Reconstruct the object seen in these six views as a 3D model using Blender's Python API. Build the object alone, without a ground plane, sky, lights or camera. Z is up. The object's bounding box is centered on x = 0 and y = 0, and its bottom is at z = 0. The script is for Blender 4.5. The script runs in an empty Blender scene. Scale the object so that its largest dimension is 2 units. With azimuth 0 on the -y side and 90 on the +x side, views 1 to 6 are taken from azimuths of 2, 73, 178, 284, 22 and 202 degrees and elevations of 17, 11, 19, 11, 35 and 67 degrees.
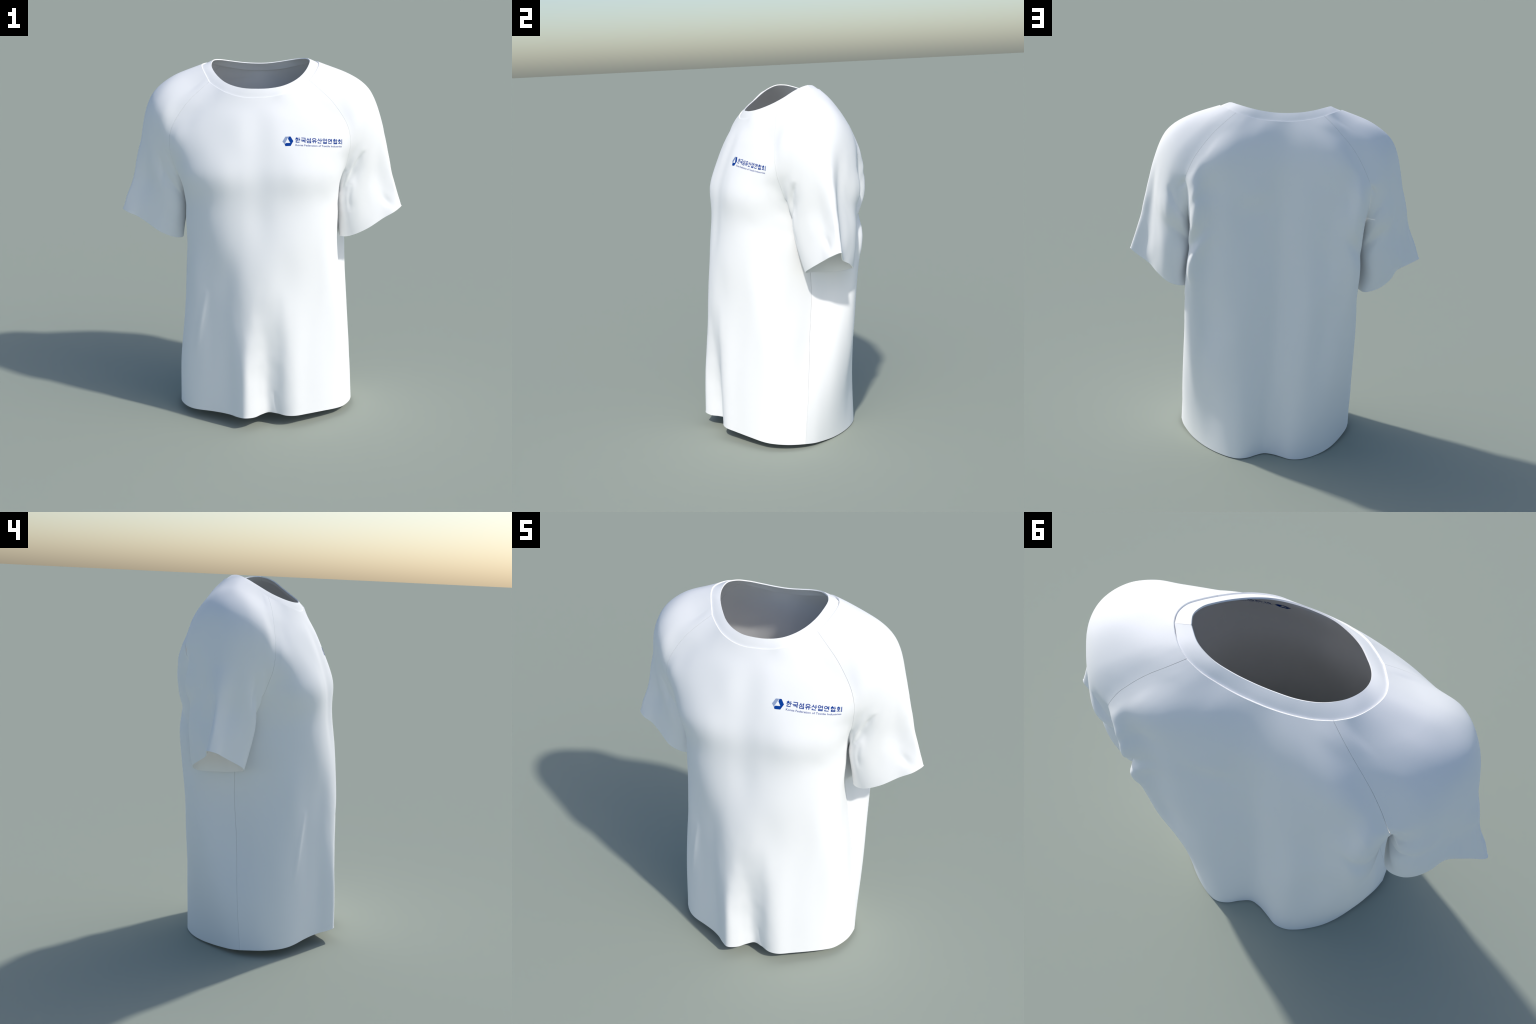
# A white raglan T-shirt, as if worn by an invisible torso, with a small blue chest print.
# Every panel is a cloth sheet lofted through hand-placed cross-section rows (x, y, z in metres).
import bpy, bmesh, math
import numpy as np
from mathutils import Vector, noise
from mathutils.bvhtree import BVHTree

THICK = 0.0055        # cloth thickness
GAP = 0.0010          # half width of the groove along a seam

# ------------------------------------------------------------------ spline helpers
def spline(pts, per=14, alpha=0.5):
    """dense centripetal Catmull-Rom curve through pts"""
    p = np.array(pts, float)
    p = np.vstack([2 * p[0] - p[1], p, 2 * p[-1] - p[-2]])
    out = []
    for i in range(1, len(p) - 2):
        p0, p1, p2, p3 = p[i - 1:i + 3]
        t0 = 0.0
        t1 = t0 + max(np.linalg.norm(p1 - p0), 1e-6) ** alpha
        t2 = t1 + max(np.linalg.norm(p2 - p1), 1e-6) ** alpha
        t3 = t2 + max(np.linalg.norm(p3 - p2), 1e-6) ** alpha
        t = np.linspace(t1, t2, per, endpoint=False)[:, None]
        a1 = (t1 - t) / (t1 - t0) * p0 + (t - t0) / (t1 - t0) * p1
        a2 = (t2 - t) / (t2 - t1) * p1 + (t - t1) / (t2 - t1) * p2
        a3 = (t3 - t) / (t3 - t2) * p2 + (t - t2) / (t3 - t2) * p3
        b1 = (t2 - t) / (t2 - t0) * a1 + (t - t0) / (t2 - t0) * a2
        b2 = (t3 - t) / (t3 - t1) * a2 + (t - t1) / (t3 - t1) * a3
        out.append((t2 - t) / (t2 - t1) * b1 + (t - t1) / (t2 - t1) * b2)
    out.append(p[-2:-1])
    return np.vstack(out)


def even(curve, n):
    """n points at even arc length along a dense curve"""
    d = np.r_[0, np.cumsum(np.linalg.norm(np.diff(curve, axis=0), axis=1))]
    s = np.linspace(0, d[-1], n)
    return np.stack([np.interp(s, d, curve[:, k]) for k in range(3)], 1)


def natural(t, y, tt):
    """natural cubic spline through (t, y[k]) evaluated at tt; y is (rows, anything)"""
    n = len(t)
    h = np.diff(t)
    A = np.zeros((n, n)); A[0, 0] = A[-1, -1] = 1
    B = np.zeros_like(y)
    for i in range(1, n - 1):
        A[i, i - 1], A[i, i], A[i, i + 1] = h[i - 1], 2 * (h[i - 1] + h[i]), h[i]
        B[i] = 6 * ((y[i + 1] - y[i]) / h[i] - (y[i] - y[i - 1]) / h[i - 1])
    M = np.linalg.solve(A, B)
    k = np.clip(np.searchsorted(t, tt, side='right') - 1, 0, n - 2)
    a, b, hh = (t[k + 1] - tt)[:, None], (tt - t[k])[:, None], h[k][:, None]
    return (M[k] * a ** 3 + M[k + 1] * b ** 3) / (6 * hh) + (y[k] / hh - M[k] * hh / 6) * a + (y[k + 1] / hh - M[k + 1] * hh / 6) * b


def loft(rows, cols, lines, anchor=None):
    """sheet grid (lines, cols, 3) through rows of control points; `anchor(row)` names the point kept on the middle column"""
    R = []
    for r in rows:
        if anchor is None:
            R.append(even(spline(r), cols))
        else:
            k, c = anchor(r), spline(r)
            cut, half = k * 14, cols // 2
            R.append(np.vstack([even(c[:cut + 1], half + 1)[:-1], even(c[cut:], cols - half)]))
    R = np.array(R)
    t = np.r_[0, np.cumsum(np.linalg.norm(np.diff(R, axis=0), axis=2).mean(1))]
    return natural(t, R.reshape(len(rows), -1), np.linspace(0, t[-1], lines)).reshape(lines, cols, 3)


def nearest_on(curve, p):
    a, b = curve[:-1], curve[1:]
    d = b - a
    w = np.clip(((p - a) * d).sum(1) / np.maximum((d * d).sum(1), 1e-12), 0, 1)
    q = a + d * w[:, None]
    return q[np.argmin(((q - p) ** 2).sum(1))]


def pin_column(G, col, curve, reach=0.22, rows=None):
    """slide the border column of a sheet exactly onto a seam curve, easing out into the sheet"""
    n = G.shape[1]
    u = np.linspace(0, 1, n)
    if col != 0:
        u = u[::-1]
    w = np.clip(1 - u / reach, 0, 1); w = w * w * (3 - 2 * w)
    for i in (range(G.shape[0]) if rows is None else rows):
        d = nearest_on(curve, G[i, col]) - G[i, col]
        G[i] += w[:, None] * d


def relax(G, times, closed=False):
    """light smoothing that keeps the borders"""
    for _ in range(times):
        H = G.copy()
        H[1:-1, 1:-1] = 0.5 * G[1:-1, 1:-1] + 0.125 * (G[:-2, 1:-1] + G[2:, 1:-1] + G[1:-1, :-2] + G[1:-1, 2:])
        G[:] = H
    return G


def mirror(pts):
    return [(-x, y, z) for x, y, z in pts]


# ------------------------------------------------------------------ control curves
HEM_FRONT = [(-.498, .007, .028), (-.489, -.102, .037), (-.472, -.152, .040), (-.444, -.198, .042), (-.407, -.238, .046), (-.367, -.266, .051),
             (-.294, -.300, .057), (-.223, -.336, .061), (-.179, -.367, .064), (-.139, -.406, .068), (-.099, -.434, .074), (-.047, -.411, .069),
             (-.007, -.377, .071), (.033, -.350, .071), (.084, -.366, .070), (.132, -.385, .066), (.184, -.381, .063), (.251, -.343, .057),
             (.345, -.289, .050), (.417, -.239, .041), (.452, -.209, .038), (.479, -.167, .034), (.503, -.111, .030), (.514, -.059, .027), (.517, -.013, .024)]
HEM_BACK = [(.517, -.013, .024), (.504, .043, .016), (.483, .094, .011), (.437, .182, .004), (.372, .272, .002), (.290, .352, .002), (.208, .404, .002),
            (.160, .415, .002), (.111, .400, .001), (.066, .370, .001), (.018, .348, .002), (-.032, .357, .002), (-.079, .379, .001), (-.127, .402, .000),
            (-.182, .401, .000), (-.231, .381, .000), (-.276, .352, .000), (-.319, .319, .003), (-.354, .283, .005), (-.390, .235, .007),
            (-.443, .144, .013), (-.483, .060, .021), (-.498, .007, .028)]
# collar: inner edge (neck opening) and outer edge (neckline seam), both anticlockwise from the joint over the left shoulder
NECK_EDGE = [(.271, .175, 1.998), (.285, .136, 1.990), (.279, .089, 1.970), (.257, .040, 1.939), (.223, -.008, 1.911), (.178, -.051, 1.889), (.125, -.083, 1.874),
             (.060, -.101, 1.866), (-.005, -.105, 1.865), (-.071, -.098, 1.868), (-.130, -.073, 1.878), (-.180, -.037, 1.895), (-.217, .007, 1.918),
             (-.249, .058, 1.949), (-.264, .112, 1.979), (-.256, .165, 1.998), (-.221, .209, 1.997), (-.165, .239, 1.986), (-.099, .253, 1.975),
             (-.031, .256, 1.969), (.039, .256, 1.968), (.106, .254, 1.974), (.170, .245, 1.984), (.228, .219, 1.994), (.271, .175, 1.998)]
NECK_SEAM = [(.326, .180, 1.978), (.336, .140, 1.973), (.331, .095, 1.957), (.310, .045, 1.927), (.280, -.007, 1.894), (.238, -.054, 1.869), (.189, -.093, 1.848), (.130, -.119, 1.833),
             (.070, -.127, 1.823), (.004, -.131, 1.820), (-.061, -.129, 1.820), (-.120, -.117, 1.830), (-.181, -.089, 1.848), (-.229, -.048, 1.869),
             (-.270, -.003, 1.893), (-.298, .055, 1.935), (-.313, .091, 1.958), (-.319, .137, 1.975), (-.302, .187, 1.979), (-.265, .236, 1.975),
             (-.217, .264, 1.961), (-.158, .280, 1.947), (-.100, .287, 1.936), (-.040, .291, 1.930), (.015, .292, 1.929), (.075, .290, 1.930),
             (.134, .285, 1.936), (.189, .279, 1.947), (.245, .263, 1.961), (.285, .235, 1.972), (.326, .180, 1.978)]
# raglan seams from the neckline down to the armpit (wearer's left = +x)
ARMPIT = (.420, .100, 1.215)
RAGLAN_FRONT = [(.280, -.007, 1.894), (.329, -.032, 1.853), (.395, -.063, 1.793), (.441, -.083, 1.733), (.472, -.097, 1.683), (.493, -.107, 1.629), (.500, -.106, 1.577),
                (.497, -.097, 1.525), (.485, -.075, 1.472), (.469, -.045, 1.407), (.450, -.009, 1.335), (.436, .045, 1.262), ARMPIT]
RAGLAN_BACK = [(.245, .263, 1.961), (.300, .292, 1.916), (.345, .308, 1.873), (.385, .324, 1.829), (.421, .340, 1.783), (.448, .350, 1.743), (.470, .360, 1.700),
               (.496, .366, 1.626), (.488, .350, 1.550), (.482, .295, 1.430), (.462, .220, 1.330), (.443, .165, 1.250), ARMPIT]
RAGLAN_FRONT_R = [(-.270, -.003, 1.893)] + [(-x + .006, y, z) for x, y, z in RAGLAN_FRONT[1:-1]] + [(-.416, .1, 1.215)]
RAGLAN_BACK_R = [(-.217, .264, 1.961), (-.260, .291, 1.928), (-.307, .312, 1.880), (-.351, .330, 1.835), (-.390, .344, 1.785), (-.431, .359, 1.717), (-.455, .369, 1.669),
                 (-.477, .376, 1.617), (-.482, .350, 1.550), (-.476, .295, 1.430), (-.456, .220, 1.330), (-.438, .165, 1.250), (-.416, .1, 1.215)]
SIDE_L = [(.517, -.013, .024), (.505, .020, .30), (.458, .058, .60), (.420, .093, .85), (.402, .1, 1.03), ARMPIT]
SIDE_R = [(-.498, .007, .028), (-.487, .036, .30), (-.438, .065, .60), (-.414, .095, .85), (-.410, .1, 1.03), (-.416, .1, 1.215)]



def sym(z, half, dz=0.0, left=None):
    """row from -x to +x out of one half listed from the middle outwards (`left`: its own other half); dz lowers the middle"""
    def lift(pts):
        top = max(p[0] for p in pts)
        return [(x, y, z - dz * (1 - (x / top) ** 2)) for x, y in pts]
    right = lift(half)
    other = lift(left) if left else [p for p in right if p[0] > 0]
    return [(-x, y, zz) for x, y, zz in other][::-1] + right


def level(z, pts):
    return [(x, y, z) for x, y in pts]


def arc(curve, a, b, n):
    """part of a closed control curve between two of its points, by index"""
    return curve[a:b + 1]


# front panel rows, hem to neckline
FRONT = [
    HEM_FRONT,
    level(.30, [(-.487, .036), (-.479, -.085), (-.438, -.190), (-.365, -.256), (-.27, -.306), (-.19, -.347), (-.135, -.398), (-.092, -.424), (-.05, -.406),
                (-.01, -.380), (.03, -.360), (.08, -.367), (.13, -.380), (.18, -.372), (.25, -.330), (.35, -.270), (.435, -.197), (.484, -.10), (.503, .020)]),
    level(.62, [(-.438, .065), (-.449, -.05), (-.431, -.154), (-.37, -.235), (-.28, -.287), (-.2, -.332), (-.14, -.368), (-.085, -.390), (-.04, -.394), (.02, -.380),
                (.08, -.373), (.14, -.367), (.19, -.347), (.27, -.297), (.36, -.241), (.440, -.172), (.470, -.06), (.458, .058)]),
    level(.88, [(-.414, .095), (-.426, -.03), (-.412, -.13), (-.37, -.219), (-.29, -.273), (-.19, -.324), (-.1, -.364), (-.02, -.375), (.06, -.369), (.14, -.347), (.22, -.318),
                (.3, -.273), (.385, -.211), (.434, -.112), (.432, 0), (.418, .093)]),
    sym(1.04, [(0, -.350), (.1, -.346), (.2, -.323), (.29, -.279), (.368, -.220), (.417, -.135), (.430, -.04), (.402, .1)],
        left=[(.1, -.344), (.2, -.318), (.29, -.270), (.362, -.208), (.407, -.13), (.422, -.04), (.410, .1)]),
    sym(1.20, [(0, -.318), (.1, -.320), (.2, -.304), (.29, -.269), (.37, -.208), (.42, -.122), (.430, -.02), (.412, .097)],
        left=[(.1, -.320), (.2, -.303), (.29, -.263), (.362, -.196), (.407, -.112), (.420, -.02), (.412, .097)]),
    sym(1.32, [(0, -.306), (.1, -.308), (.2, -.297), (.29, -.267), (.38, -.206), (.43, -.122), (.446, -.005)],
        left=[(.1, -.308), (.2, -.297), (.29, -.263), (.372, -.198), (.420, -.117), (.442, -.005)]),
    sym(1.42, [(0, -.296), (.1, -.301), (.2, -.296), (.3, -.265), (.39, -.208), (.445, -.126), (.470, -.05)]),
    sym(1.51, [(0, -.271), (.1, -.274), (.2, -.267), (.3, -.240), (.4, -.188), (.455, -.135), (.491, -.09)]),
    sym(1.60, [(0, -.237), (.1, -.240), (.19, -.228), (.3, -.203), (.4, -.166), (.455, -.138), (.495, -.107)]),
    sym(1.715, [(0, -.185), (.1, -.185), (.2, -.169), (.3, -.142), (.38, -.111), (.451, -.088)]),
    sym(1.825, [(0, -.155), (.1, -.148), (.2, -.123), (.29, -.079), (.359, -.047)], dz=.052),
    NECK_SEAM[4:15][::-1],
]
# back panel rows from +x to -x, hem to neckline
BACK = [
    HEM_BACK,
    level(.30, [(.503, .020), (.508, .09), (.490, .18), (.432, .268), (.335, .336), (.24, .391), (.16, .412), (.09, .392), (.01, .352), (-.06, .366), (-.13, .397),
                (-.19, .404), (-.26, .387), (-.35, .337), (-.43, .26), (-.480, .15), (-.487, .036)]),
    level(.60, [(.458, .058), (.484, .13), (.499, .22), (.460, .314), (.375, .352), (.26, .398), (.18, .410), (.08, .385), (-.01, .352), (-.09, .390), (-.18, .412),
                (-.27, .391), (-.36, .372), (-.440, .314), (-.471, .235), (-.454, .145), (-.438, .065)]),
    level(.85, [(.420, .093), (.440, .165), (.486, .25), (.490, .314), (.444, .354), (.365, .359), (.26, .400), (.18, .412), (.08, .386), (-.01, .352), (-.09, .385), (-.19, .414),
                (-.28, .393), (-.36, .386), (-.425, .364), (-.460, .31), (-.440, .20), (-.414, .095)]),
    level(1.03, [(.402, .1), (.432, .17), (.472, .25), (.490, .322), (.458, .374), (.385, .370), (.27, .404), (.17, .408), (.07, .384), (-.01, .354), (-.09, .384), (-.18, .412),
                (-.28, .403), (-.36, .398), (-.422, .393), (-.453, .345), (-.446, .26), (-.428, .18), (-.410, .1)]),
    level(1.20, [(.412, .097), (.440, .18), (.470, .26), (.473, .335), (.454, .401), (.385, .374), (.27, .406), (.16, .403), (.07, .376), (-.01, .356), (-.09, .386), (-.17, .405),
                (-.28, .398), (-.36, .410), (-.415, .410), (-.445, .37), (-.455, .29), (-.436, .19), (-.412, .097)]),
    level(1.36, [(.475, .255), (.476, .34), (.456, .414), (.388, .384), (.27, .406), (.15, .394), (.07, .376), (-.01, .362), (-.09, .390), (-.16, .402),
                (-.28, .402), (-.36, .415), (-.42, .420), (-.452, .385), (-.468, .32), (-.469, .255)]),
    level(1.49, [(.494, .33), (.478, .39), (.440, .428), (.380, .392), (.27, .404), (.15, .390), (.07, .374), (-.01, .364), (-.09, .388), (-.16, .400), (-.28, .404), (-.36, .415), (-.427, .431), (-.465, .38), (-.488, .33)]),
    level(1.555, [(.488, .352), (.470, .394), (.445, .420), (.390, .386), (.27, .402), (.13, .396), (.0, .366), (-.13, .395), (-.27, .403), (-.36, .408), (-.430, .428), (-.458, .392), (-.482, .352)]),
    level(1.625, [(.490, .37), (.450, .404), (.38, .393), (.27, .402), (.13, .392), (.0, .368), (-.13, .390), (-.27, .402), (-.36, .404), (-.43, .408), (-.480, .374)]),
    sym(1.72, [(0, .366), (.12, .380), (.24, .396), (.32, .399), (.39, .386), (.450, .357)])[::-1],
    sym(1.85, [(0, .330), (.15, .346), (.26, .347), (.355, .317)])[::-1],
    NECK_SEAM[20:29][::-1],
]
# sleeve rows (wearer's left), each from the front seam over the shoulder to the back seam; from the armpit on the rows close
SLEEVE = [
    [(.280, -.007, 1.894), (.310, .045, 1.927), (.331, .095, 1.957), (.336, .140, 1.973), (.326, .180, 1.978), (.285, .235, 1.972), (.245, .263, 1.961)],
    [(.345, -.040, 1.840), (.385, .02, 1.880), (.415, .085, 1.921), (.425, .135, 1.938), (.405, .195, 1.939), (.360, .252, 1.931), (.300, .290, 1.914)],
    [(.420, -.074, 1.762), (.479, -.016, 1.816), (.519, .062, 1.867), (.527, .135, 1.888), (.510, .205, 1.886), (.455, .280, 1.855), (.385, .324, 1.829)],
    [(.478, -.100, 1.670), (.540, -.055, 1.722), (.592, .030, 1.783), (.613, .130, 1.812), (.597, .215, 1.80), (.537, .300, 1.765), (.455, .353, 1.733)],
    [(.500, -.106, 1.575), (.552, -.060, 1.61), (.608, -.004, 1.66), (.650, .062, 1.69), (.666, .125, 1.690), (.645, .205, 1.68), (.580, .308, 1.66), (.496, .366, 1.626)],
    [(.485, -.075, 1.472), (.520, -.062, 1.50), (.585, -.024, 1.54), (.648, .038, 1.57), (.698, .123, 1.575), (.666, .18, 1.56), (.640, .25, 1.55), (.590, .318, 1.54), (.500, .350, 1.530)],
    [(.450, -.009, 1.335), (.485, -.036, 1.36), (.530, -.020, 1.39), (.598, .002, 1.42), (.660, .062, 1.44), (.728, .126, 1.450), (.683, .162, 1.43), (.652, .225, 1.41), (.605, .305, 1.395), (.535, .335, 1.39), (.482, .27, 1.39)],
    [ARMPIT, (.440, .03, 1.225), (.48, -.018, 1.24), (.535, -.018, 1.26), (.60, .020, 1.29), (.67, .082, 1.315), (.757, .128, 1.325), (.70, .160, 1.305), (.66, .225, 1.275),
     (.605, .295, 1.25), (.535, .312, 1.24), (.48, .25, 1.22), (.445, .17, 1.215), ARMPIT],
    [(.440, .105, 1.10), (.450, .05, 1.105), (.49, .005, 1.115), (.545, .002, 1.135), (.62, .036, 1.175), (.70, .086, 1.215), (.785, .128, 1.235), (.715, .158, 1.20), (.668, .222, 1.165),
     (.60, .290, 1.12), (.53, .295, 1.10), (.475, .20, 1.095), (.440, .105, 1.10)],
    [(.452, .125, .985), (.458, .07, .988), (.490, .042, .993), (.540, .022, 1.012), (.616, .029, 1.046), (.704, .064, 1.094), (.770, .083, 1.126), (.811, .125, 1.150), (.770, .145, 1.122),
     (.697, .181, 1.083), (.650, .235, 1.052), (.585, .280, 1.014), (.530, .290, 1.000), (.486, .240, .984), (.462, .18, .983), (.452, .125, .985)],
]
# the other sleeve hangs closer: how much each row is drawn in at its outer side
DRAWN_IN = [0, .006, .012, .016, .020, .026, .020, .014, .006, 0]


# ------------------------------------------------------------------ mesh building
def cloth(name, G, material, thick=THICK, seams=(), flip=False):
    """turn a grid into a cloth sheet with real thickness; `seams` are the borders drawn in a hair to leave a groove"""
    G = G.copy()
    lines, cols = G.shape[:2]
    gap = np.where(G[:, :1, 2] < 1.2, .45 * GAP, GAP)
    for s in seams:
        if s == 'left':
            d = G[:, 1] - G[:, 0]; G[:, 0] += gap * d / np.linalg.norm(d, axis=1, keepdims=True)
        if s == 'right':
            d = G[:, -2] - G[:, -1]; G[:, -1] += gap * d / np.linalg.norm(d, axis=1, keepdims=True)
        if s == 'top':
            d = G[-2] - G[-1]; G[-1] += GAP * d / np.linalg.norm(d, axis=1, keepdims=True)
        if s == 'bottom':
            d = G[1] - G[0]; G[0] += GAP * d / np.linalg.norm(d, axis=1, keepdims=True)
    idx = np.arange(lines * cols).reshape(lines, cols)
    q = np.stack([idx[:-1, :-1], idx[:-1, 1:], idx[1:, 1:], idx[1:, :-1]], -1).reshape(-1, 4)
    if flip:
        q = q[:, ::-1]
    me = bpy.data.meshes.new(name)
    me.from_pydata([tuple(v) for v in G.reshape(-1, 3)], [], [tuple(int(i) for i in f) for f in q])
    bm = bmesh.new(); bm.from_mesh(me)
    bmesh.ops.remove_doubles(bm, verts=bm.verts, dist=1e-5)
    bm.to_mesh(me); bm.free()
    ob = bpy.data.objects.new(name, me)
    bpy.context.collection.objects.link(ob)
    m = ob.modifiers.new('cloth', 'SOLIDIFY')
    m.thickness = thick; m.offset = -1; m.use_even_offset = False; m.use_rim = True
    dg = bpy.context.evaluated_depsgraph_get()
    new = bpy.data.meshes.new_from_object(ob.evaluated_get(dg), depsgraph=dg)
    new.name = name
    ob.modifiers.clear(); ob.data = new
    bpy.data.meshes.remove(me)
    new.shade_smooth()
    new.set_sharp_from_angle(angle=math.radians(60))
    new.materials.clear(); new.materials.append(material)
    return ob


# ------------------------------------------------------------------ materials
def white_cotton():
    m = bpy.data.materials.new('white_cotton'); m.use_nodes = True
    nt = m.node_tree; b = nt.nodes['Principled BSDF']
    tc = nt.nodes.new('ShaderNodeTexCoord')
    n = nt.nodes.new('ShaderNodeTexNoise'); n.inputs['Scale'].default_value = 420; n.inputs['Detail'].default_value = 2
    r = nt.nodes.new('ShaderNodeValToRGB')
    r.color_ramp.elements[0].position = .3; r.color_ramp.elements[0].color = (.95, .952, .955, 1)
    r.color_ramp.elements[1].position = .7; r.color_ramp.elements[1].color = (.975, .977, .98, 1)
    nt.links.new(tc.outputs['Object'], n.inputs['Vector'])
    nt.links.new(n.outputs['Fac'], r.inputs['Fac'])
    nt.links.new(r.outputs['Color'], b.inputs['Base Color'])
    b.inputs['Roughness'].default_value = .95
    b.inputs['Specular IOR Level'].default_value = .1
    return m


def ink(name, col):
    m = bpy.data.materials.new(name); m.use_nodes = True
    nt = m.node_tree; b = nt.nodes['Principled BSDF']
    tc = nt.nodes.new('ShaderNodeTexCoord')
    n = nt.nodes.new('ShaderNodeTexNoise'); n.inputs['Scale'].default_value = 300
    mx = nt.nodes.new('ShaderNodeMix'); mx.data_type = 'RGBA'
    mx.inputs['A'].default_value = (*col, 1); mx.inputs['B'].default_value = (*[c * .9 for c in col], 1)
    nt.links.new(tc.outputs['Object'], n.inputs['Vector'])
    nt.links.new(n.outputs['Fac'], mx.inputs['Factor'])
    nt.links.new(mx.outputs['Result'], b.inputs['Base Color'])
    b.inputs['Roughness'].default_value = .8
    b.inputs['Specular IOR Level'].default_value = .05
    return m


WHITE = white_cotton()
BLUE = ink('blue_ink', (.003, .054, .335))
PALE = ink('pale_blue_ink', (.25, .35, .60))

# ------------------------------------------------------------------ the shirt
shirt = bpy.data.objects.new('t_shirt', None)
bpy.context.collection.objects.link(shirt)
shirt['label'] = 'white short sleeved raglan t-shirt with small blue chest print'
shirt['category'] = 't-shirt'

rf_l, rb_l = spline(RAGLAN_FRONT), spline(RAGLAN_BACK)
rf_r, rb_r = spline(RAGLAN_FRONT_R), spline(RAGLAN_BACK_R)
side_l, side_r = spline(SIDE_L), spline(SIDE_R)
edge_fl = np.vstack([side_l, rf_l[::-1]]); edge_fr = np.vstack([side_r, rf_r[::-1]])
edge_bl = np.vstack([side_l, rb_l[::-1]]); edge_br = np.vstack([side_r, rb_r[::-1]])

F = loft(FRONT, 181, 221)
pin_column(F, 0, edge_fr); pin_column(F, -1, edge_fl)
F = relax(F, 6)
B = loft(BACK, 181, 221)
pin_column(B, 0, edge_bl); pin_column(B, -1, edge_br)
B = relax(B, 6)


def right_rows(rows, armpit):
    out = []
    for r, d in zip(rows, DRAWN_IN):
        top = max(p[0] for p in r)
        out.append([armpit if p == ARMPIT else (-(p[0] - d * max(0, (p[0] - .44) / (top - .44))), p[1], p[2]) for p in r])
    return out


def sleeve_grid(rows, fc, bc):
    S = loft(rows, 161, 201, anchor=lambda r: int(np.argmax([abs(p[0]) for p in r])))
    # lines before the armpit follow the two raglan seams; afterwards both borders share the underarm seam
    pit = int(np.argmin(((S[:, 0] - fc[-1]) ** 2).sum(1)))
    pin_column(S, 0, fc, .16, range(0, pit + 1)); pin_column(S, -1, bc, .16, range(0, pit + 1))
    for i in range(pit, S.shape[0]):
        S[i, 0] = S[i, -1] = (S[i, 0] + S[i, -1]) / 2
    return relax(S, 5)


def puff(S, amount, out):
    """let the cloth stand off the arm a little between its seams, most around the shoulder cap"""
    n = np.cross(np.gradient(S, axis=1), np.gradient(S, axis=0))
    n /= np.maximum(np.linalg.norm(n, axis=2, keepdims=True), 1e-9)
    u = np.linspace(0, 1, S.shape[1])[None, :, None]; v = np.linspace(0, 1, S.shape[0])[:, None, None]
    prof = np.interp(v, [0, .12, .3, .5, .75, 1], [0, .5, 1, .9, .5, .25])
    S += out * n * amount * np.sin(math.pi * u) ** .7 * prof
    return S


SL = sleeve_grid(SLEEVE, rf_l, rb_l)
rows_r = right_rows(SLEEVE, (-.416, .1, 1.215))
for row, k, (dx, dy) in ((5, 5, (.014, .008)), (6, 6, (.018, .010))):      # this sleeve is fuller behind its outer fold
    x, y, z = rows_r[row][k]
    rows_r[row][k] = (x - dx, y + dy, z)
rows_r[-1] = [(-.460, .125, .985), (-.466, .07, .992), (-.496, .035, 1.002), (-.539, .018, 1.020), (-.587, .020, 1.043), (-.665, .064, 1.087), (-.724, .092, 1.118),
              (-.774, .101, 1.137), (-.811, .137, 1.152), (-.747, .159, 1.122), (-.682, .186, 1.095), (-.647, .233, 1.063), (-.606, .269, 1.036), (-.560, .284, 1.012),
              (-.502, .270, .989), (-.468, .19, .983), (-.460, .125, .985)]
rows_r[0] = [(-.270, -.003, 1.893), (-.298, .055, 1.935), (-.313, .091, 1.958), (-.319, .137, 1.975), (-.302, .187, 1.979), (-.265, .236, 1.975), (-.217, .264, 1.961)]
SR = sleeve_grid(rows_r, rf_r, rb_r)

SL = puff(SL, .010, -1); SR = puff(SR, .009, 1)


def blend_across(grids, curve, stop_z, radius=.045):
    """ease neighbouring sheets into one another along a seam: every vertex near the seam moves onto
    the locally averaged surface of both sheets, so the cloth runs on smoothly below the stitch line"""
    curve = curve[curve[:, 2] > stop_z]
    for _ in range(2):
        pts, own = [], []
        for g, G in enumerate(grids):
            P = G.reshape(-1, 3)
            d = np.full(len(P), 9.0)
            near = np.where((P[:, 2] > stop_z - radius) & (np.sign(curve[0, 0]) * P[:, 0] > .15))[0]
            d[near] = np.sqrt(((P[near][:, None] - curve[None, ::3]) ** 2).sum(2).min(1))
            pts.append(P); own.append(d)
        cloud = np.vstack([P[d < 2 * radius] for P, d in zip(pts, own)])
        for G, P, d in zip(grids, pts, own):
            ids = np.where(d < radius)[0]
            new = P.copy()
            for k in range(0, len(ids), 400):
                c = P[ids[k:k + 400]]
                w = np.exp(-((c[:, None] - cloud[None]) ** 2).sum(2) / (2 * (radius * .33) ** 2))
                W = w.sum(1, keepdims=True)
                m = w @ cloud / W
                cov = np.einsum('ij,jk,jl->ikl', w, cloud, cloud) / W[:, :, None] - np.einsum('ik,il->ikl', m, m)
                n = np.linalg.eigh(cov)[1][:, :, 0]
                ease = 1 - d[ids[k:k + 400]] / radius
                ease = ease * ease * (3 - 2 * ease)
                off = ((m - c) * n).sum(1) * ease
                new[ids[k:k + 400]] = c + n * off[:, None]
            G[:] = new.reshape(G.shape)


def outward(G, out):
    n = np.cross(np.gradient(G, axis=1), np.gradient(G, axis=0)) * out
    return n / np.maximum(np.linalg.norm(n, axis=2, keepdims=True), 1e-9)


def along(G, path):
    """distance of every vertex to a smooth path and how far along the path (0..1) it sits"""
    c = even(spline(path), 60)
    d2 = ((G[:, :, None] - c[None, None]) ** 2).sum(3)
    return np.sqrt(d2.min(2)), d2.argmin(2) / 59


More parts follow.
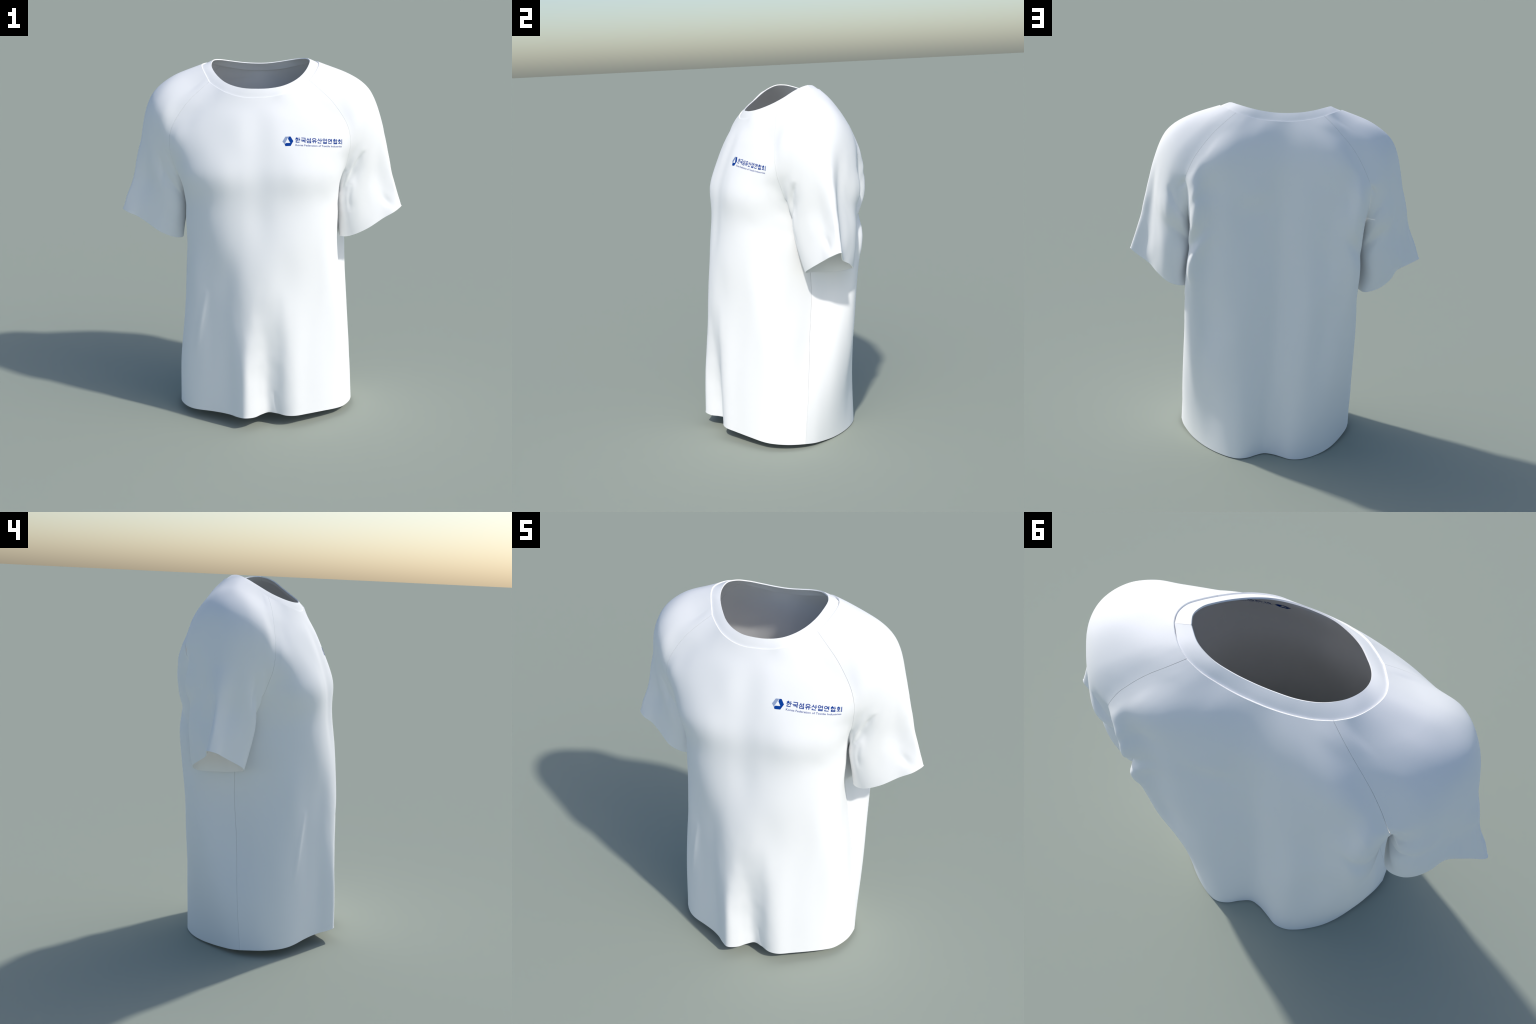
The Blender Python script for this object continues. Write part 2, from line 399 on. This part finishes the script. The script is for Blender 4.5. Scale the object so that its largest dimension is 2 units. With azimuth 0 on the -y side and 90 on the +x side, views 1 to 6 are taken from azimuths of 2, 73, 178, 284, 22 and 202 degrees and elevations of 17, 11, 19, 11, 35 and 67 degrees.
def crease(G, out, path, depth, width):
    """press a fold line into the cloth (or raise one, with a negative depth)"""
    d, t = along(G, path)
    G -= outward(G, out) * (depth * np.exp(-(d / width) ** 2) * np.sin(math.pi * np.clip(.12 + .76 * t, 0, 1)))[:, :, None]


def crumple(G, out, path, amount, width, scale, seed):
    """small uneven puckers in a band along a path"""
    d, _ = along(G, path)
    w = np.exp(-(d / width) ** 2)
    h = np.zeros(d.shape)
    for i, j in np.argwhere(w > .02):
        h[i, j] = noise.fractal(Vector(G[i, j] * (scale, scale, .6 * scale)) + Vector((seed, 0, 0)), 1.0, 2.0, 2)
    G += outward(G, out) * (amount * w * h)[:, :, None]


SIDE = {'F': 1, 'B': 1, 'SL': -1, 'SR': 1}
for name, path, depth, width in (
        ('SL', [(.575, -.030, 1.49), (.530, -.035, 1.41), (.490, -.020, 1.32)], .010, .014),
        ('SL', [(.512, -.025, 1.305), (.500, -.020, 1.235), (.505, -.010, 1.165)], .006, .011),
        ('SL', [(.700, .080, 1.22), (.725, .090, 1.185), (.752, .100, 1.155)], .007, .022),
        ('SL', [(.585, .330, 1.56), (.545, .335, 1.47), (.500, .310, 1.40)], .009, .014),
        ('SL', [(.498, .366, 1.62), (.515, .358, 1.59), (.535, .350, 1.56)], .012, .014),
        ('SL', [(.600, .320, 1.50), (.585, .320, 1.40), (.560, .310, 1.30)], -.004, .020),
        ('SR', [(-.722, .140, 1.40), (-.742, .145, 1.30), (-.768, .152, 1.20)], .010, .014),
        ('SR', [(-.555, -.022, 1.47), (-.552, -.018, 1.40), (-.550, -.015, 1.33)], .006, .013),
        ('SR', [(-.472, .377, 1.63), (-.490, .367, 1.60), (-.508, .355, 1.57)], .012, .013),
        ('SR', [(-.540, .338, 1.52), (-.512, .335, 1.47), (-.482, .325, 1.42)], .008, .013),
        ('F', [(-.305, -.270, .76), (-.340, -.255, .60), (-.375, -.243, .40)], -.0035, .017),
        ('F', [(.060, -.360, .20), (.075, -.362, .14), (.084, -.366, .075)], .004, .012)):
    crease({'F': F, 'B': B, 'SL': SL, 'SR': SR}[name], SIDE[name], path, depth, width)
crumple(F, 1, [(.03, -.37, .70), (.02, -.36, .40), (.05, -.36, .10)], .003, .13, 10, 3)
crumple(B, 1, [(.440, .425, 1.52), (.455, .400, 1.25), (.480, .330, .95)], .008, .032, 13, 7)
crumple(B, 1, [(-.430, .425, 1.53), (-.445, .395, 1.25), (-.458, .320, .92)], .006, .030, 12, 11)
crumple(SL, -1, [(.700, .130, 1.56), (.745, .128, 1.38), (.785, .128, 1.22)], .006, .035, 11, 5)
crumple(SL, -1, [(.560, -.040, 1.50), (.510, -.030, 1.35), (.490, .000, 1.20)], .006, .045, 13, 9)
crumple(SR, 1, [(-.560, -.040, 1.50), (-.510, -.030, 1.35), (-.490, .000, 1.20)], .004, .04, 14, 13)
crumple(SR, 1, [(-.680, .130, 1.56), (-.730, .128, 1.38), (-.778, .130, 1.22)], .004, .035, 11, 21)

blend_across([F, SL], rf_l, 1.42); blend_across([F, SR], rf_r, 1.42)
blend_across([B, SL], rb_l, 1.66); blend_across([B, SR], rb_r, 1.66)

front = cloth('front_panel', F, WHITE, seams=('left', 'right'))
back = cloth('back_panel', B, WHITE, seams=('left', 'right'))
sl = cloth('sleeve', SL, WHITE, flip=True)
sr = cloth('sleeve', SR, WHITE)

# collar band: set a little below the neckline edge, so the cut edge of the panels shows all round it
inner, outer = even(spline(NECK_EDGE), 241), even(spline(NECK_SEAM), 241)
run = np.roll(outer, -2, 0) - np.roll(outer, 2, 0); run[:2] = run[2]; run[-2:] = run[-3]
away = np.cross(run, inner - outer); away /= np.linalg.norm(away, axis=1, keepdims=True)
if away[:, 2].mean() < 0:
    away = -away
low = outer - .0055 * away
C = np.array([low * (1 - t) + (inner - .001 * away) * t + .0015 * 4 * t * (1 - t) * away for t in np.linspace(0, 1, 13)])
collar = cloth('collar', C, WHITE, seams=('left', 'right'), flip=True)

for o in (front, back, sl, sr, collar):
    o.parent = shirt

# ------------------------------------------------------------------ chest print
# laid out flat in print millimetres (x to the right, y up, origin at the emblem's left tip), then wrapped onto the front panel
dg = bpy.context.evaluated_depsgraph_get()
skin = BVHTree.FromObject(front, dg)


def on_cloth(x, z):
    hit, n, _, _ = skin.ray_cast(Vector((x, -2, z)), Vector((0, 1, 0)))
    return hit, n


PRINT_X, PRINT_Z = .1290, 1.5995
xs = np.linspace(.10, .485, 200)
arc_pts = np.array([on_cloth(x, PRINT_Z - .012)[0] for x in xs])
arc_len = np.r_[0, np.cumsum(np.linalg.norm(np.diff(arc_pts[:, :2], axis=0), axis=1))]
arc_len -= np.interp(PRINT_X, xs, arc_len)
SLOPE = .925          # the cloth leans back, so heights shorten


def wrap(u, v, lift):
    """print millimetres -> point on the cloth; the line sinks slightly towards the sleeve"""
    x = float(np.interp(u / 1000, arc_len, xs))
    t = max(0.0, (x - .18) / .272)
    z = PRINT_Z + v / 1000 * SLOPE - .0285 * t ** 1.25
    hit, n = on_cloth(x, z)
    return hit + n * lift


def ribbon(points, width, closed=False):
    """flat stroke of constant width along a polyline, as rows of (left, right) points"""
    p = np.array(points, float)
    fine = [p[0]]
    for a, b in zip(p[:-1], p[1:]):
        k = max(1, int(np.linalg.norm(b - a) / 4))
        fine += [a + (b - a) * (i + 1) / k for i in range(k)]
    q = np.array(fine)
    d = np.gradient(q, axis=0) if not closed else np.roll(q[:-1], -1, 0) - np.roll(q[:-1], 1, 0)
    if closed:
        d = np.vstack([d, d[:1]])
    # mitre the corners
    d /= np.maximum(np.linalg.norm(d, axis=1, keepdims=True), 1e-9)
    seg = np.diff(q, axis=0); seg /= np.maximum(np.linalg.norm(seg, axis=1, keepdims=True), 1e-9)
    n = np.stack([-d[:, 1], d[:, 0]], 1)
    k = np.ones(len(q))
    for i in range(len(q)):
        s0 = seg[min(i, len(seg) - 1)]
        c = abs(n[i] @ np.array([-s0[1], s0[0]]))
        k[i] = 1 / max(c, .5)
    return q + n * (k * width / 2)[:, None], q - n * (k * width / 2)[:, None]


def printed(name, faces2d, material, lifts, parent, depth=.0004):
    """mesh of flat shapes wrapped on the cloth; each shape is a list of polygons in print millimetres"""
    verts, faces = [], []
    for polys, lift in zip(faces2d, lifts):
        for poly in polys:
            faces.append(tuple(range(len(verts), len(verts) + len(poly))))
            verts += [wrap(u, v, lift) for u, v in poly]
    me = bpy.data.meshes.new(name); me.from_pydata(verts, [], faces)
    bm = bmesh.new(); bm.from_mesh(me)
    bmesh.ops.remove_doubles(bm, verts=bm.verts, dist=5e-6)
    bm.normal_update()
    for f in bm.faces:
        if f.normal.y > 0:
            f.normal_flip()
    bm.to_mesh(me); bm.free()
    me.materials.append(material)
    ob = bpy.data.objects.new(name, me); bpy.context.collection.objects.link(ob)
    ob.parent = parent
    return ob


def strip(points, width, closed=False):
    l, r = ribbon(points, width, closed)
    return [[tuple(r[i]), tuple(r[i + 1]), tuple(l[i + 1]), tuple(l[i])] for i in range(len(l) - 1)]


def ring(cx, cy, rx, ry):
    a = np.linspace(0, 2 * math.pi, 33)
    return [(cx + rx * math.cos(t), cy + ry * math.sin(t)) for t in a]


# syllables as pen strokes in a 100 x 100 cell
H_HEAD = lambda dy=0: [[(24, 97 + dy), (42, 97 + dy)], [(6, 83 + dy), (60, 83 + dy)]]
SIOT = [[(32, 99), (32, 84), (26, 70), (3, 47)], [(33, 80), (42, 66), (62, 48)]]
NIEUN = [[(18, 28), (18, 6), (84, 6)]]
BIEUP = [[(20, 38), (20, 3), (84, 3), (84, 38)], [(20, 21), (84, 21)]]
A_VOWEL = [[(78, 101), (78, 27)], [(78, 62), (98, 62)]]
SYLLABLES = [
    H_HEAD() + [ring(33, 56, 21, 15)] + A_VOWEL + NIEUN,
    [[(10, 94), (88, 94), (88, 58)], [(0, 52), (100, 52)], [(50, 52), (50, 34)], [(14, 31), (86, 31), (86, -2)]],
    SIOT + [[(84, 101), (84, 42)], [(62, 76), (84, 76)], [(18, 33), (86, 33), (86, 3), (18, 3), (18, 33)]],
    [ring(50, 75, 36, 19), [(-2, 37), (102, 37)], [(28, 37), (28, -2)], [(72, 37), (72, -2)]],
    SIOT + A_VOWEL + NIEUN,
    [ring(30, 74, 24, 21), [(84, 101), (84, 44)], [(58, 74), (84, 74)]] + BIEUP,
    [ring(30, 70, 24, 23), [(84, 101), (84, 26)], [(54, 81), (84, 81)], [(54, 60), (84, 60)]] + NIEUN,
    H_HEAD(2) + [ring(33, 63, 20, 12), [(78, 101), (78, 43)], [(78, 70), (98, 70)]] + BIEUP,
    H_HEAD() + [ring(34, 58, 21, 14), [(34, 42), (34, 16)], [(2, 13), (70, 13)], [(90, 101), (90, -6)]],
]
CELL_W, CELL_H, PITCH, TEXT_X, TEXT_Y, PEN = 26.8, 26.5, 30.5, 68.8, -6.8, 14.5
SIDES = ((.0006, ''), (-THICK - .0006, 'inside'))

EMBLEM_DARK = [[(33.4, 25.2), (43.6, 25.2), (58.5, 0), (46, -4), (41.9, -9.1), (29.6, 13.2)],
               [(58.5, 0), (43.6, -25.8), (15.4, -25.8), (11.2, -15.1), (17.9, -9.1), (41.9, -9.1), (46, -4)]]


def hatch():
    """the folded-under arm of the emblem: fine stripes running with its slanted edge"""
    out, n = [], 9
    a0, a1, b0, b1 = np.array((15.4, 25.2)), np.array((32.6, 25.2)), np.array((0, 0)), np.array((10.9, -15.4))
    for i in range(n):
        t0, t1 = i / n, (i + .80) / n
        q = [a0 + (a1 - a0) * t0, b0 + (b1 - b0) * t0, b0 + (b1 - b0) * t1, a0 + (a1 - a0) * t1]
        out.append([tuple(p) for p in q])
    return out


def caption_shapes():
    c = bpy.data.curves.new('caption', 'FONT')
    c.body = 'Korea Federation of Textile Industries'
    c.fill_mode = 'FRONT'; c.resolution_u = 3; c.offset = .004
    o = bpy.data.objects.new('caption', c); bpy.context.collection.objects.link(o)
    d = bpy.context.evaluated_depsgraph_get()
    m = o.evaluated_get(d).to_mesh()
    co = np.array([v.co[:2] for v in m.vertices])
    lo, hi = co.min(0), co.max(0)
    wid = 9 * PITCH - 9
    sx = wid / (hi[0] - lo[0]); sy = 10.6 / .73
    polys = [[(70.5 + (co[i][0] - lo[0]) * sx, -25.8 + co[i][1] * sy) for i in p.vertices] for p in m.polygons]
    o.evaluated_get(d).to_mesh_clear()
    bpy.data.objects.remove(o); bpy.data.curves.remove(c)
    return polys


caption = caption_shapes()
for lift, side in SIDES:
    step = .00005 if lift > 0 else -.00005
    if side:
        shapes = [EMBLEM_DARK, hatch(), caption]; lifts = [lift] * 3
    else:
        printed('emblem', [EMBLEM_DARK], BLUE, [lift], front)
        printed('emblem_hatching', [hatch()], PALE, [lift], front)
        printed('caption', [caption], BLUE, [lift], front)
    for k, strokes in enumerate(SYLLABLES):
        x0 = TEXT_X + k * PITCH
        flat, lf = [], []
        for j, st in enumerate(strokes):
            pts = [(x0 + a / 100 * CELL_W, TEXT_Y + b / 100 * CELL_H) for a, b in st]
            flat.append(strip(pts, PEN / 100 * CELL_H, closed=len(st) > 20)); lf.append(lift + step * j)
        if side:
            shapes += flat; lifts += lf
        else:
            printed('letter', flat, BLUE, lf, front)
    if side:
        printed('print_show_through', shapes, BLUE, lifts, front)
